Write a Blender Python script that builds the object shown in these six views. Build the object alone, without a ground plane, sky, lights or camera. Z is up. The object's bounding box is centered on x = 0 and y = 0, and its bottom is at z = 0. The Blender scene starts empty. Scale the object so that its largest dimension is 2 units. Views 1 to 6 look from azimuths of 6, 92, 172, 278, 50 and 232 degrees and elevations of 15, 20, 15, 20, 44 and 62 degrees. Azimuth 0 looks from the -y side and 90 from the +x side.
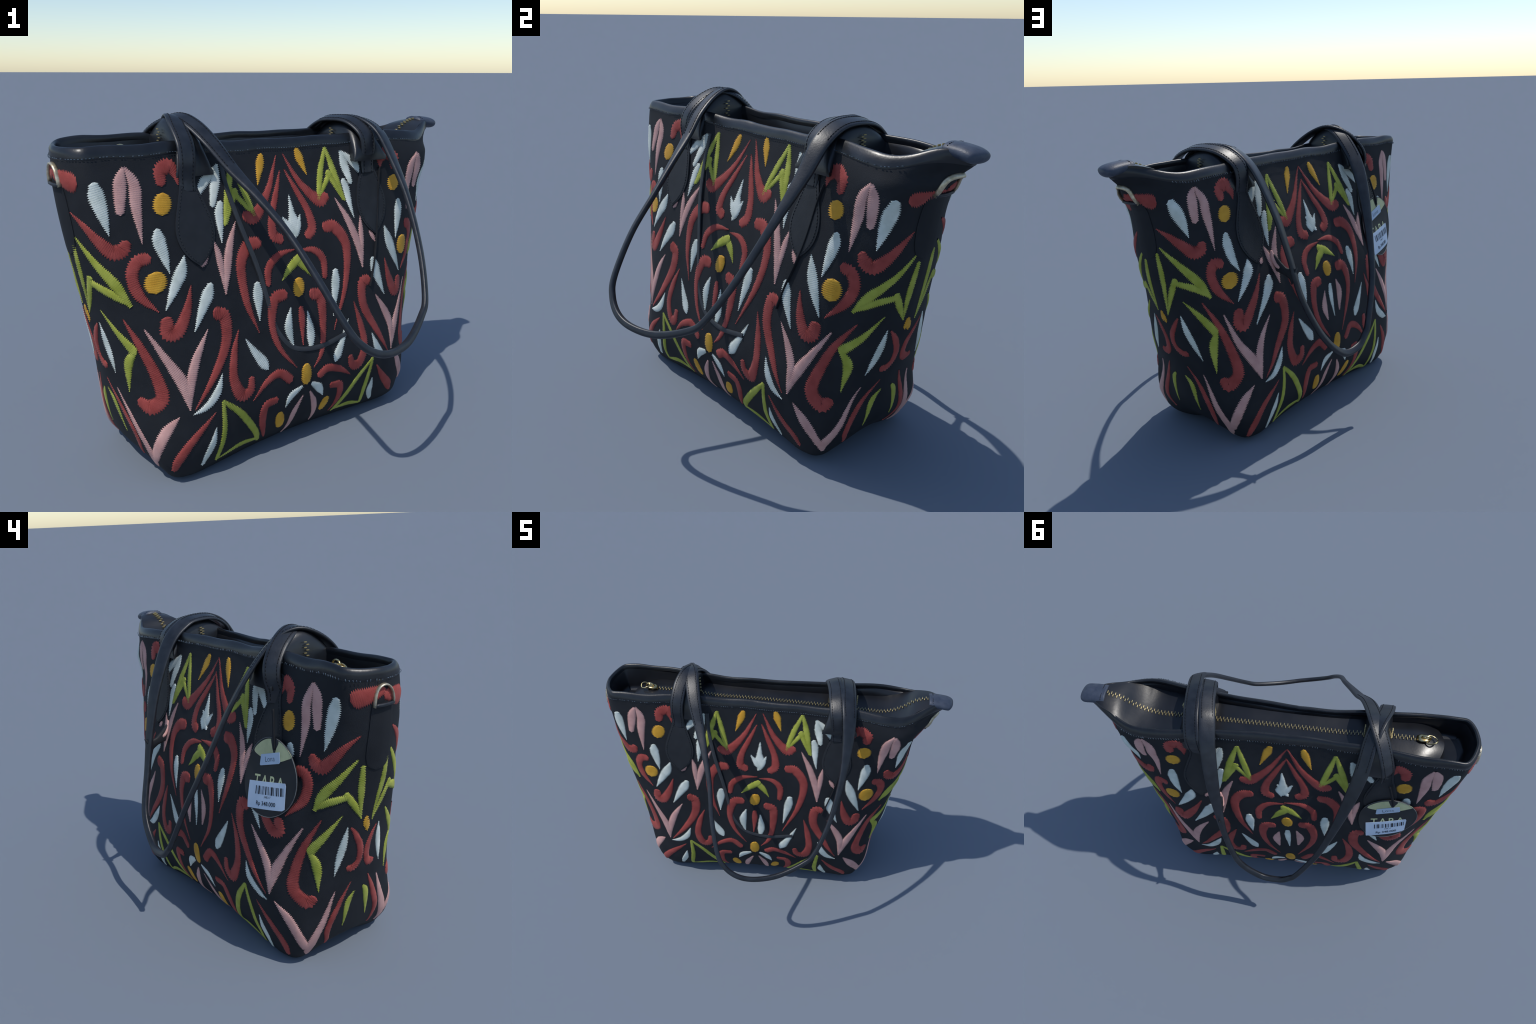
import math
import numpy as np

# ---------------------------------------------------------------- frame
# The bag stands turned: its long axis runs along LONG (towards the zip tip),
# FACE points out of the front panel.  All parts are built in (s, n, z):
# s along the bag from its middle, n out of the front, z up.
TURN = math.radians(39.7)
LONG = np.array([math.cos(TURN), math.sin(TURN), 0.0])
FACE = np.array([math.sin(TURN), -math.cos(TURN), 0.0])
UP = np.array([0.0, 0.0, 1.0])
S_MID = -0.075          # where the middle of the bag sits along LONG


def world(p):
    p = np.asarray(p, float)
    return ((p[..., 0] + S_MID)[..., None] * LONG + p[..., 1][..., None] * FACE
            + p[..., 2][..., None] * UP)


def catmull(pts, per=8, closed=False):
    """Catmull-Rom curve through pts (n x k)."""
    P = np.asarray(pts, float)
    if closed:
        Q = np.vstack([P[-1], P, P[0], P[1]])
        n = len(P)
    else:
        Q = np.vstack([2 * P[0] - P[1], P, 2 * P[-1] - P[-2]])
        n = len(P) - 1
    t = np.linspace(0, 1, per, endpoint=False)[:, None]
    out = []
    for i in range(n):
        a, b, c, d = Q[i:i + 4]
        out.append(0.5 * (2 * b + (c - a) * t + (2 * a - 5 * b + 4 * c - d) * t ** 2
                          + (3 * b - a - 3 * c + d) * t ** 3))
    out = np.vstack(out)
    if not closed:
        out = np.vstack([out, P[-1]])
    return out


def resample(P, n):
    P = np.asarray(P, float)
    d = np.concatenate([[0], np.cumsum(np.linalg.norm(np.diff(P[:, :min(3, P.shape[1])], axis=0), axis=1))])
    t = np.linspace(0, d[-1], n)
    return np.stack([np.interp(t, d, P[:, k]) for k in range(P.shape[1])], 1)


# ---------------------------------------------------------------- body shape
# cross-sections of the body: height, twist, middle of the section (n),
# reach of the ends A (zip tip) / B, dent of the end's middle,
# and half-widths at 0, 40, 70, 86 and 95 % of the reach
XF = (0.0, 0.40, 0.70, 0.86, 0.95)
PUSH = (0.0, 0.15, 0.6, 1.0, 1.0)      # how far a corner push reaches inwards
SECTIONS = [
    # z     twist   n0     endA   endB   dent   half-widths                      corner push FA BA BB FB
    (0.000, -.050,  .000, 0.764, 0.780, .09, (.266, .270, .277, .268, .212), (.008, .032, .020, .020)),
    (0.015, -.050,  .001, 0.802, 0.822, .08, (.290, .294, .300, .287, .228), (.026, .052, .036, .042)),
    (0.050, -.048,  .003, 0.838, 0.856, .06, (.322, .326, .326, .309, .242), (.046, .064, .036, .044)),
    (0.120, -.045,  .003, 0.876, 0.900, .03, (.373, .369, .358, .327, .251), (.042, .068, .026, .046)),
    (0.210, -.040,  .000, 0.912, 0.926, .01, (.408, .401, .382, .330, .249), (.048, .068, .024, .048)),
    (0.420, -.025, -.007, 0.946, 0.968, .00, (.438, .432, .406, .332, .232), (.022, .028, -.014, .018)),
    (0.650, -.022, -.018, 1.016, 1.002, .00, (.408, .402, .375, .300, .210), (.010, .002, -.024, .028)),
    (0.900, -.020, -.027, 1.064, 1.050, .00, (.368, .363, .337, .266, .188), (.018, -.002, -.026, .034)),
    (1.150, -.020, -.018, 1.118, 1.100, .00, (.292, .298, .293, .252, .186), (.000, -.012, -.034, .004)),
    (1.380, -.020, -.022, 1.142, 1.136, .00, (.216, .232, .246, .226, .184), (.010, -.020, -.036, .000)),
    (1.460, -.020, -.024, 1.165, 1.146, .00, (.188, .204, .228, .212, .172), (.022, -.018, -.026, .001)),
    (1.520, -.020, -.024, 1.222, 1.154, .00, (.168, .185, .213, .205, .166), (.020, -.032, -.022, -.001)),
    (1.580, -.018, -.024, 1.264, 1.151, .00, (.150, .166, .200, .199, .166), (.010, -.030, -.016, -.003)),
    (1.640, -.016, -.025, 1.332, 1.149, .00, (.135, .150, .187, .191, .164), (.008, -.010, -.010, -.004)),
    (1.720, -.014, -.025, 1.348, 1.146, .00, (.122, .138, .178, .184, .160), (.005, -.005, -.007, -.003)),
]
# towards the top the A end is drawn out into the spout of the zip: half-widths there
SPOUT = [
    (1.300, (.242, .256, .262, .235, .184)),
    (1.380, (.216, .234, .252, .236, .192)),
    (1.460, (.188, .206, .238, .228, .186)),
    (1.520, (.168, .190, .234, .222, .135)),
    (1.580, (.150, .175, .226, .188, .075)),
    (1.640, (.137, .163, .205, .135, .056)),
    (1.720, (.125, .152, .185, .105, .055)),
]
NQ, NZ = 48, 220
ZTOP = 1.72


def _table(rows):
    z = [r[0] for r in rows]
    cols = np.array([np.concatenate([np.atleast_1d(np.array(c, float)) for c in r[1:]]) for r in rows])
    return np.array(z), cols


def _smooth_interp(z, zs, cols):
    """monotone-ish cubic (finite-difference Hermite) interpolation of table columns"""
    zs = np.asarray(zs)
    m = np.zeros_like(cols)
    d = np.diff(cols, axis=0) / np.diff(zs)[:, None]
    m[1:-1] = 0.5 * (d[1:] + d[:-1])
    m[0], m[-1] = d[0], d[-1]
    i = np.clip(np.searchsorted(zs, z) - 1, 0, len(zs) - 2)
    h = (zs[i + 1] - zs[i])[:, None]
    t = ((z - zs[i]) / (zs[i + 1] - zs[i]))[:, None]
    return ((2 * t ** 3 - 3 * t ** 2 + 1) * cols[i] + (t ** 3 - 2 * t ** 2 + t) * h * m[i]
            + (-2 * t ** 3 + 3 * t ** 2) * cols[i + 1] + (t ** 3 - t ** 2) * h * m[i + 1])


def build_body_table(NZ=NZ, NQ=NQ):
    zs, cols = _table(SECTIONS)
    z = np.linspace(0, 1, NZ) ** 1.25 * ZTOP
    C = _smooth_interp(z, zs, cols)
    zs2, c2 = _table(SPOUT)
    SP = _smooth_interp(np.clip(z, zs2[0], zs2[-1]), zs2, c2)
    tab = np.zeros((NZ, 4 * NQ, 2))
    for k in range(NZ):
        tw, n0, eA, eB, dent = C[k, :5]
        y = C[k, 5:10]
        cFA, cBA, cBB, cFB = C[k, 10:14]
        hand = np.clip((z[k] - 1.30) / 0.12, 0, 1)         # hand over smoothly to the spout
        yA = y + (SP[k] - y) * hand * hand * (3 - 2 * hand)
        fd = np.interp(z[k], [1.54, 1.66], [1, 0])       # the spout keeps its own shape
        # quarters: front centre -> A seam -> back centre -> B seam -> front centre
        fa = [(XF[i] * eA, yA[i] + PUSH[i] * cFA * fd) for i in range(5)]
        ba = [(XF[i] * eA, -yA[i] - PUSH[i] * cBA * fd) for i in range(5)]
        fb = [(-XF[i] * eB, y[i] + PUSH[i] * cFB) for i in range(5)]
        bb = [(-XF[i] * eB, -y[i] - PUSH[i] * cBB) for i in range(5)]
        seamA = [(eA - dent, 0.5 * fd * (cFA - cBA))]
        seamB = [(-eB + dent, 0.5 * (cFB - cBB))]
        loop = fa + seamA + ba[::-1] + bb[1:] + seamB + fb[:0:-1]
        cur = catmull(loop, 10, closed=True)
        # corner indices of the quarters in the dense loop
        b = [0, 50, 100, 150, len(cur)]
        cur = np.vstack([cur, cur[:1]])
        pts = []
        for q in range(4):
            seg = resample(cur[b[q]:b[q + 1] + 1], NQ + 1)
            pts.append(seg[:-1])
        pts = np.vstack(pts)
        c, s_ = math.cos(tw), math.sin(tw)
        tab[k, :, 0] = c * pts[:, 0] - s_ * pts[:, 1]
        tab[k, :, 1] = s_ * pts[:, 0] + c * pts[:, 1] + n0
    return z, tab


BODY_Z, BODY = build_body_table()


def body(U, Z):
    """point of the outer skin; U = 0 front centre, 1 A seam, 2 back centre, 3 B seam"""
    U = np.asarray(U, float) % 4.0
    Z = np.asarray(Z, float)
    U, Z = np.broadcast_arrays(U, Z)
    u = U * NQ
    i = np.floor(u).astype(int)
    fu = (u - i)[..., None]
    i0, i1 = i % (4 * NQ), (i + 1) % (4 * NQ)
    kz = np.interp(Z, BODY_Z, np.arange(NZ))
    k = np.clip(np.floor(kz).astype(int), 0, NZ - 2)
    fk = (kz - k)[..., None]
    p = ((BODY[k, i0] * (1 - fu) + BODY[k, i1] * fu) * (1 - fk)
         + (BODY[k + 1, i0] * (1 - fu) + BODY[k + 1, i1] * fu) * fk)
    # between its corners the base is lifted a little off the ground
    e = np.abs((U % 2.0) - 1.0)
    lift = (0.030 * np.exp(-(e / 0.11) ** 2) + 0.010 * np.exp(-((1 - e) / 0.35) ** 2)) * np.clip(1 - Z / 0.16, 0, 1) ** 1.5
    return np.concatenate([p, (Z + lift)[..., None]], -1)


def body_normal(U, Z):
    U, Z = np.broadcast_arrays(np.asarray(U, float), np.asarray(Z, float))
    du = body(U + 0.02, Z) - body(U - 0.02, Z)
    dz = body(U, Z + 0.012) - body(U, Z - 0.012)
    nrm = np.cross(dz, du)
    nrm /= np.linalg.norm(nrm, axis=-1, keepdims=True) + 1e-12
    return nrm


# ================================================================ blender helpers
import bpy
import bmesh
import random

RNG = random.Random(7)


def new_mesh(name, verts, faces, mat, parent, smooth=True, local=True, auto=None):
    V = world(np.asarray(verts, float)) if local else np.asarray(verts, float)
    me = bpy.data.meshes.new(name)
    me.from_pydata([tuple(v) for v in V], [], [tuple(int(i) for i in f) for f in faces])
    me.materials.append(mat)
    me.update()
    if smooth:
        me.polygons.foreach_set("use_smooth", [True] * len(me.polygons))
        if auto is not None:
            me.set_sharp_from_angle(angle=math.radians(auto))
    ob = bpy.data.objects.new(name, me)
    bpy.context.scene.collection.objects.link(ob)
    if parent is not None:
        ob.parent = parent
    return ob


def fix_normals(ob):
    bm = bmesh.new()
    bm.from_mesh(ob.data)
    bmesh.ops.recalc_face_normals(bm, faces=bm.faces)
    bm.to_mesh(ob.data)
    bm.free()
    return ob


def grid_faces(rows, cols, wrap=False, flip=False, base=0):
    F = []
    cc = cols if wrap else cols - 1
    for r in range(rows - 1):
        for c in range(cc):
            a = base + r * cols + c
            b = base + r * cols + (c + 1) % cols
            q = (a, b, b + cols, a + cols)
            F.append(q[::-1] if flip else q)
    return F


class Batch:
    """collects several small solids into one mesh"""
    def __init__(self):
        self.v, self.f = [], []

    def add(self, verts, faces):
        b = len(self.v)
        self.v.extend([tuple(p) for p in np.asarray(verts, float)])
        self.f.extend([tuple(i + b for i in f) for f in faces])


def frames(P, side0):
    """tangents, sides and normals along a path by parallel transport"""
    P = np.asarray(P, float)
    T = np.gradient(P, axis=0)
    T /= np.linalg.norm(T, axis=1, keepdims=True) + 1e-12
    S = np.zeros_like(P)
    s = np.asarray(side0, float)
    for i in range(len(P)):
        s = s - T[i] * (s @ T[i])
        s /= np.linalg.norm(s) + 1e-12
        S[i] = s
    Nn = np.cross(S, T)
    return T, S, Nn


def sweep(P, W, H, side0=None, sides=None, ring=14, power=2.6, cap=True):
    """flat rounded strap: half-width W, half-thickness H along P"""
    P = np.asarray(P, float)
    W = np.broadcast_to(W, len(P))
    H = np.broadcast_to(H, len(P))
    T, S, Nn = frames(P, side0 if side0 is not None else (1, 0, 0))
    if sides is not None:
        S = sides - T * (sides * T).sum(1, keepdims=True)
        S /= np.linalg.norm(S, axis=1, keepdims=True) + 1e-12
        Nn = np.cross(S, T)
    a = np.linspace(0, 2 * math.pi, ring, endpoint=False)
    ca = np.sign(np.cos(a)) * np.abs(np.cos(a)) ** (2 / power)
    sa = np.sign(np.sin(a)) * np.abs(np.sin(a)) ** (2 / power)
    V = (P[:, None] + W[:, None, None] * ca[None, :, None] * S[:, None]
         + H[:, None, None] * sa[None, :, None] * Nn[:, None])
    F = grid_faces(len(P), ring, wrap=True)
    V = V.reshape(-1, 3)
    if cap:
        n = len(V)
        V = np.vstack([V, P[:1], P[-1:]])
        for c in range(ring):
            d = (c + 1) % ring
            F.append((n, d, c))
            F.append((n + 1, (len(P) - 1) * ring + c, (len(P) - 1) * ring + d))
    return V, F


# ---------------------------------------------------------------- materials
def _nt(name):
    m = bpy.data.materials.new(name)
    m.use_nodes = True
    nt = m.node_tree
    return m, nt, nt.nodes["Principled BSDF"]


def mottled(name, dark, light, scale=6.0, rough=0.6, spec=0.5, bump=0.0, bump_scale=120.0,
            metallic=0.0, rough2=None, sheen=0.0, detail=4.0):
    m, nt, bs = _nt(name)
    tc = nt.nodes.new("ShaderNodeTexCoord")
    no = nt.nodes.new("ShaderNodeTexNoise")
    no.inputs["Scale"].default_value = scale
    no.inputs["Detail"].default_value = detail
    nt.links.new(tc.outputs["Object"], no.inputs["Vector"])
    ra = nt.nodes.new("ShaderNodeValToRGB")
    ra.color_ramp.elements[0].position = 0.32
    ra.color_ramp.elements[1].position = 0.68
    ra.color_ramp.elements[0].color = (*dark, 1)
    ra.color_ramp.elements[1].color = (*light, 1)
    nt.links.new(no.outputs["Fac"], ra.inputs["Fac"])
    nt.links.new(ra.outputs["Color"], bs.inputs["Base Color"])
    bs.inputs["Roughness"].default_value = rough
    bs.inputs["Specular IOR Level"].default_value = spec
    bs.inputs["Metallic"].default_value = metallic
    if sheen:
        bs.inputs["Sheen Weight"].default_value = sheen
        bs.inputs["Sheen Roughness"].default_value = 0.5
    if rough2 is not None:
        mr = nt.nodes.new("ShaderNodeMapRange")
        mr.inputs["To Min"].default_value = rough
        mr.inputs["To Max"].default_value = rough2
        nt.links.new(no.outputs["Fac"], mr.inputs["Value"])
        nt.links.new(mr.outputs["Result"], bs.inputs["Roughness"])
    if bump:
        n2 = nt.nodes.new("ShaderNodeTexNoise")
        n2.inputs["Scale"].default_value = bump_scale
        n2.inputs["Detail"].default_value = 3
        nt.links.new(tc.outputs["Object"], n2.inputs["Vector"])
        bp = nt.nodes.new("ShaderNodeBump")
        bp.inputs["Strength"].default_value = bump
        bp.inputs["Distance"].default_value = 0.004
        nt.links.new(n2.outputs["Fac"], bp.inputs["Height"])
        nt.links.new(bp.outputs["Normal"], bs.inputs["Normal"])
    return m


M_FABRIC = mottled("black_canvas", (.0070, .0085, .012), (.0110, .0130, .0175), 9, .75, .35, .25, 260)
M_LEATHER = mottled("black_leather", (.0065, .0078, .0105), (.0110, .0128, .0170), 14, .30, .55, .12, 90, rough2=.42)
M_STRAP = mottled("strap_leather", (.0095, .012, .0175), (.019, .023, .031), 18, .36, .5, .15, 110, rough2=.48)
M_TAB = mottled("tab_leather", (.010, .012, .016), (.015, .017, .022), 16, .6, .4, .2, 140)
M_LINING = mottled("black_lining", (.007, .008, .0105), (.013, .0135, .016), 7, .28, .55, .08, 60, rough2=.38)
M_TIP = mottled("blue_black_tip_leather", (.030, .041, .068), (.055, .068, .100), 26, .5, .45, .25, 130)
M_GOLD = mottled("brass", (.52, .36, .13), (.80, .66, .36), 40, .28, .5, .1, 60, metallic=1.0)
M_TEETH = mottled("brass_teeth", (.42, .32, .13), (.70, .58, .30), 60, .4, .5, 0, metallic=.8)
M_GREY_STRIP = mottled("dark_grey_strip", (.024, .028, .034), (.036, .040, .047), 14, .55, .4, .15, 90)
M_STITCH = mottled("grey_blue_thread", (.04, .06, .085), (.12, .16, .20), 30, .8, .3)
M_SEAM = mottled("dark_thread", (.006, .007, .010), (.010, .012, .016), 30, .8, .3)
M_RING = mottled("dull_brass", (.40, .33, .21), (.68, .60, .45), 40, .38, .5, .1, 60, metallic=.75)


# ================================================================ the thing
BAG = bpy.data.objects.new("embroidered_tote_bag", None)
bpy.context.scene.collection.objects.link(BAG)
BAG["label"] = "black tote bag with colourful folk embroidery and dangling handles"
BAG["category"] = "handbag"

# height of the rim along the bag (front / back)
RIM_X = [-1.19, -1.10, -0.95, -0.60, -0.30, 0.00, 0.35, 0.75, 0.92, 1.02, 1.10, 1.18, 1.24, 1.32, 1.39]
RIM_F = [1.656, 1.666, 1.668, 1.668, 1.650, 1.643, 1.649, 1.664, 1.650, 1.640, 1.650, 1.682, 1.690, 1.684, 1.660]
RIM_B = [1.656, 1.672, 1.687, 1.688, 1.670, 1.665, 1.662, 1.654, 1.644, 1.640, 1.652, 1.684, 1.690, 1.684, 1.660]


def rim_height(x, front):
    return np.interp(x, RIM_X, RIM_F if front else RIM_B)


COLS = 240
UC = np.arange(COLS) / COLS * 4.0
_p = body(UC, np.full(COLS, 1.64))
RIMZ = np.array([rim_height(_p[i, 0], (UC[i] < 1 or UC[i] > 3)) for i in range(COLS)])
k = np.array([1, 2, 3, 2, 1]) / 9.0
RIMZ = RIMZ + 0.0035 * np.sin(UC * 11.3 + 1.0) * np.sin(UC * 5.1) + 0.0022 * np.sin(UC * 27.0 + 2.0)
RIMZ = sum(k[j] * np.roll(RIMZ, j - 2) for j in range(5))

BAND = 0.062            # height of the leather band below the rim
WOBBLE = lambda U, Z: (0.0035 * np.sin(U * 9.1 + Z * 4.0) * np.sin(Z * 7.3 + U * 2.2)
                       + 0.002 * np.sin(U * 23 + Z * 11))


def skin(U, Z, lift=0.0):
    """outer skin with its soft waves, lifted by a distance"""
    U, Z = np.broadcast_arrays(np.asarray(U, float), np.asarray(Z, float))
    fade = np.clip(Z / 0.15, 0, 1)
    return body(U, Z) + body_normal(U, Z) * (lift + WOBBLE(U, Z) * fade)[..., None]



def build_panel():
    # embroidered canvas: bottom cap + wall up to the band
    rows = 110
    t = np.linspace(0, 1, rows) ** 1.15
    V = []
    for tt in t:
        V.append(skin(UC, tt * (RIMZ - BAND + 0.012)))
    V = np.array(V)
    F = grid_faces(rows, COLS, wrap=True)
    base = V[0]
    mid = base.mean(0)
    caps = []
    for q in (0.8, 0.5, 0.2):
        ring = mid + (base - mid) * q
        ring[:, 2] = 0.012 * (1 - q)
        caps.append(ring)
    Vc = np.vstack([V.reshape(-1, 3)] + caps + [mid[None] + [0, 0, .012]])
    n0 = rows * COLS
    prev = 0
    for j in range(3):
        b = n0 + j * COLS
        for c in range(COLS):
            d = (c + 1) % COLS
            F.append((prev + d, prev + c, b + c, b + d))
        prev = b
    last = n0 + 3 * COLS
    for c in range(COLS):
        F.append((prev + (c + 1) % COLS, prev + c, last))
    return new_mesh("canvas_body", Vc, F, M_FABRIC, BAG)


def horizontal_normal(U, Z):
    n = body_normal(U, Z).copy()
    n[..., 2] = 0
    n /= np.linalg.norm(n, axis=-1, keepdims=True) + 1e-9
    return n


def build_rim():
    # leather band: outer face, rolled edge and the lining going down inside
    prof = [(-BAND, -.003), (-BAND + .006, .0015), (-.045, .0025), (-.032, .0020), (-.020, -.001), (-.010, -.006),
            (-.003, -.012), (.000, -.019), (-.003, -.026), (-.010, -.031), (-.020, -.034), (-.035, -.036)]
    # the spout has little room for the roll
    xs = body(UC, RIMZ)[:, 0]
    room = np.interp(xs, [0.95, 1.15, 1.25], [1.0, 0.75, 0.6])
    V = []
    soft = 1.0 + 0.30 * np.sin(UC * 7.7 + .6) * np.sin(UC * 17.0)
    for dz, off in prof:
        Z = RIMZ + dz
        off = off * soft if off > 0 else off + 0.003 * np.sin(UC * 9.0) * (dz > -.03)
        off = np.broadcast_to(off, COLS)
        k_ = np.where(off < 0, room, 1.0)
        V.append(body(UC, Z) + horizontal_normal(UC, Z) * (off * k_)[:, None]
                 + body_normal(UC, Z) * WOBBLE(UC, Z)[:, None])
    band = new_mesh("rim_band", np.array(V).reshape(-1, 3), grid_faces(len(prof), COLS, wrap=True), M_LEATHER, BAG)
    # lining: from the roll down into the bag, with a floor
    V = []
    for j, (z, off) in enumerate([(None, .036), (1.600, .050), (1.56, .064), (1.530, .074), (1.508, .082), (1.500, .10)]):
        Z = RIMZ - .035 if z is None else np.full(COLS, z)
        V.append(body(UC, Z) - horizontal_normal(UC, Z) * (off * room)[:, None])
    V = np.array(V)
    nrow = len(V)
    mid = V[-1].mean(0)
    F = grid_faces(nrow, COLS, wrap=True)
    Vf = np.vstack([V.reshape(-1, 3), mid[None]])
    for c in range(COLS):
        F.append(((nrow - 1) * COLS + c, (nrow - 1) * COLS + (c + 1) % COLS, nrow * COLS))
    new_mesh("lining", Vf, F, M_LINING, BAG)
    return band


def section_n(x, z, front):
    U = np.linspace(0, 2, 120) if not front else None
    if front:
        U = np.linspace(-0.98, 0.98, 160)
    else:
        U = np.linspace(3.02 - 0.0, 1.0 + 0.02, 160)
    P = body(U, np.full(len(U), z))
    return float(np.interp(x, P[:, 0], P[:, 1]))


# zip tape: runs along the middle, low between the rims, climbing out at the tip
ZIP_X = [-1.00, -0.95, -0.82, -0.60, -0.42, -0.30, 0.00, 0.39, 0.75, 0.88, 0.97, 1.04, 1.11, 1.19, 1.24, 1.31]
ZIP_Z = [1.580, 1.598, 1.606, 1.606, 1.594, 1.582, 1.578, 1.566, 1.550, 1.546, 1.570, 1.612, 1.668, 1.696, 1.702, 1.694]


_zx = resample(catmull(np.stack([ZIP_X, ZIP_Z], 1), 10), 200)


def zip_height(x):
    return np.interp(x, _zx[:, 0], _zx[:, 1])


def zip_n(x):
    return np.interp(x, [-1, -.8, 0, .5, 1.0, 1.2, 1.4], [.005, .0, -.02, -.03, -.033, -.034, -.036])


def zip_surface(x, f):
    """f = -1 .. 1 across the tape from back wall to front wall"""
    z = zip_height(x)
    hump = np.interp(x, [-1.0, -.6, -.35, .7, .95, 1.1, 1.2], [.040, .020, -.018, -.020, -.022, .010, .012])
    zw = np.clip(z - 0.02, 1.2, 1.66)
    nf = section_n(x, zw, True) - 0.035 * np.interp(x, [.95, 1.2], [1, .35])
    nb = section_n(x, zw, False) + 0.035 * np.interp(x, [.95, 1.2], [1, .35])
    c = zip_n(x)
    n = c + f * (nf - c) if f > 0 else c - f * (nb - c)
    return np.array([x, n, z - hump * abs(f) ** 1.7])


def build_zip():
    xs = np.linspace(-0.87, 1.315, 150)
    fs = np.linspace(-1.02, 1.02, 25)
    V = np.array([[zip_surface(x, f) for f in fs] for i, x in enumerate(xs)])
    # the free end bows outwards
    for i, x in enumerate(xs):
        w = np.clip((-0.76 - x) / 0.11, 0, 1)
        V[i, :, 0] -= w * 0.07 * (1 - fs ** 2)
        V[i, :, 2] -= w ** 2 * 0.035
    # solid tape, a little thick
    low = V.copy()
    low[..., 2] -= 0.014
    n = len(xs) * len(fs)
    F = grid_faces(len(xs), len(fs)) + grid_faces(len(xs), len(fs), flip=True, base=n)
    c = len(fs)
    for i in range(len(xs) - 1):
        a, b = i * c, (i + 1) * c
        F.append((a, b, b + n, a + n))
        a, b = i * c + c - 1, (i + 1) * c + c - 1
        F.append((b, a, a + n, b + n))
    for j in range(c - 1):
        F.append((j + 1, j, j + n, j + 1 + n))
        a = (len(xs) - 1) * c + j
        F.append((a, a + 1, a + 1 + n, a + n))
    return new_mesh("zip_tape", np.vstack([V.reshape(-1, 3), low.reshape(-1, 3)]), F, M_LINING, BAG, auto=50)


def build_tip():
    # leather end cap of the zip: a flat pod
    P = catmull([(1.200, -.034, 1.680), (1.245, -.034, 1.680), (1.30, -.034, 1.674), (1.342, -.033, 1.665), (1.364, -.031, 1.658)], 8)
    n = len(P)
    t = np.linspace(0, 1, n)
    W = 0.069 * np.sqrt(np.clip(1 - np.clip((t - .55) / .45, 0, 1) ** 2.4, 0.02, 1)) * np.interp(t, [0, .12, .6], [.95, 1, 1])
    H = 0.033 * np.sqrt(np.clip(1 - np.clip((t - .5) / .5, 0, 1) ** 2.2, 0.03, 1))
    V, F = sweep(P, W, H, side0=(0, 1, 0), ring=28, power=2.25)
    cap = fix_normals(new_mesh("zip_tip", V, F, M_TIP, BAG))
    b = Batch()
    for f in np.linspace(-.95, .95, 12):
        c = np.array([1.222, -.034 + f * .07, 1.680 + .0315 * (1 - abs(f) ** 5)])
        v, fc = sweep([c + [-.001, -.0045, 0], c + [.001, .0045, 0]], .0022, .0016, side0=(1, 0, 0), ring=6)
        b.add(v, fc)
    st = new_mesh("tip_stitching", b.v, b.f, M_SEAM, cap)
    st["kind"] = "stuff"
    return cap


panel = build_panel()
rim = build_rim()
zip_tape = build_zip()
tip = build_tip()


# ================================================================ handles
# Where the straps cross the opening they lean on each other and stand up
# as two bridges; from there each handle hangs down on one side.
def build_bridge(xc, peak, half, n_mid, reach):
    rows, cols = 21, 41
    V, top = [], []
    for i in range(rows):
        dx = -1 + 2 * i / (rows - 1)
        for j in range(cols):
            f = -1 + 2 * j / (cols - 1)
            n = n_mid + f * reach
            dome = (1 - abs(f) ** 2.0) ** 0.66
            edge = (1 - abs(dx) ** 4) ** 0.5
            z = 1.52 + (peak - 1.52) * dome * (0.15 + 0.85 * edge)
            x = xc + dx * half * (1.25 - 0.25 * dome)
            V.append((x, n, z))
    F = grid_faces(rows, cols)
    base = len(V)
    V += [(v[0], v[1], 1.50) for v in V]
    F += grid_faces(rows, cols, flip=True, base=base)
    for i in range(rows - 1):
        a, b = i * cols, (i + 1) * cols
        F.append((a, b, b + base, a + base))
        a, b = a + cols - 1, b + cols - 1
        F.append((b, a, a + base, b + base))
    for j in range(cols - 1):
        F.append((j + 1, j, j + base, j + 1 + base))
        a = (rows - 1) * cols + j
        F.append((a, a + 1, a + 1 + base, a + base))
    return fix_normals(new_mesh("strap_bridge", V, F, M_LEATHER, BAG, auto=60))


build_bridge(-0.525, 1.766, 0.082, -.028, .225)
build_bridge(0.604, 1.722, 0.098, -.015, .232)


def stitch_line(path, side, nrm, step=0.022, length=0.013, r=0.0020):
    """dashes along a path (points with side and outward vectors)"""
    b = Batch()
    d = np.concatenate([[0], np.cumsum(np.linalg.norm(np.diff(path, axis=0), axis=1))])
    t = 0.0
    while t + length < d[-1]:
        a = [np.interp(t, d, path[:, k]) for k in range(3)]
        c = [np.interp(t + length, d, path[:, k]) for k in range(3)]
        m_ = [np.interp(t, d, side[:, k]) for k in range(3)]
        v, f = sweep([a, c], r, r * 0.8, side0=m_, ring=6)
        b.add(v, f)
        t += step
    return b


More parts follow.
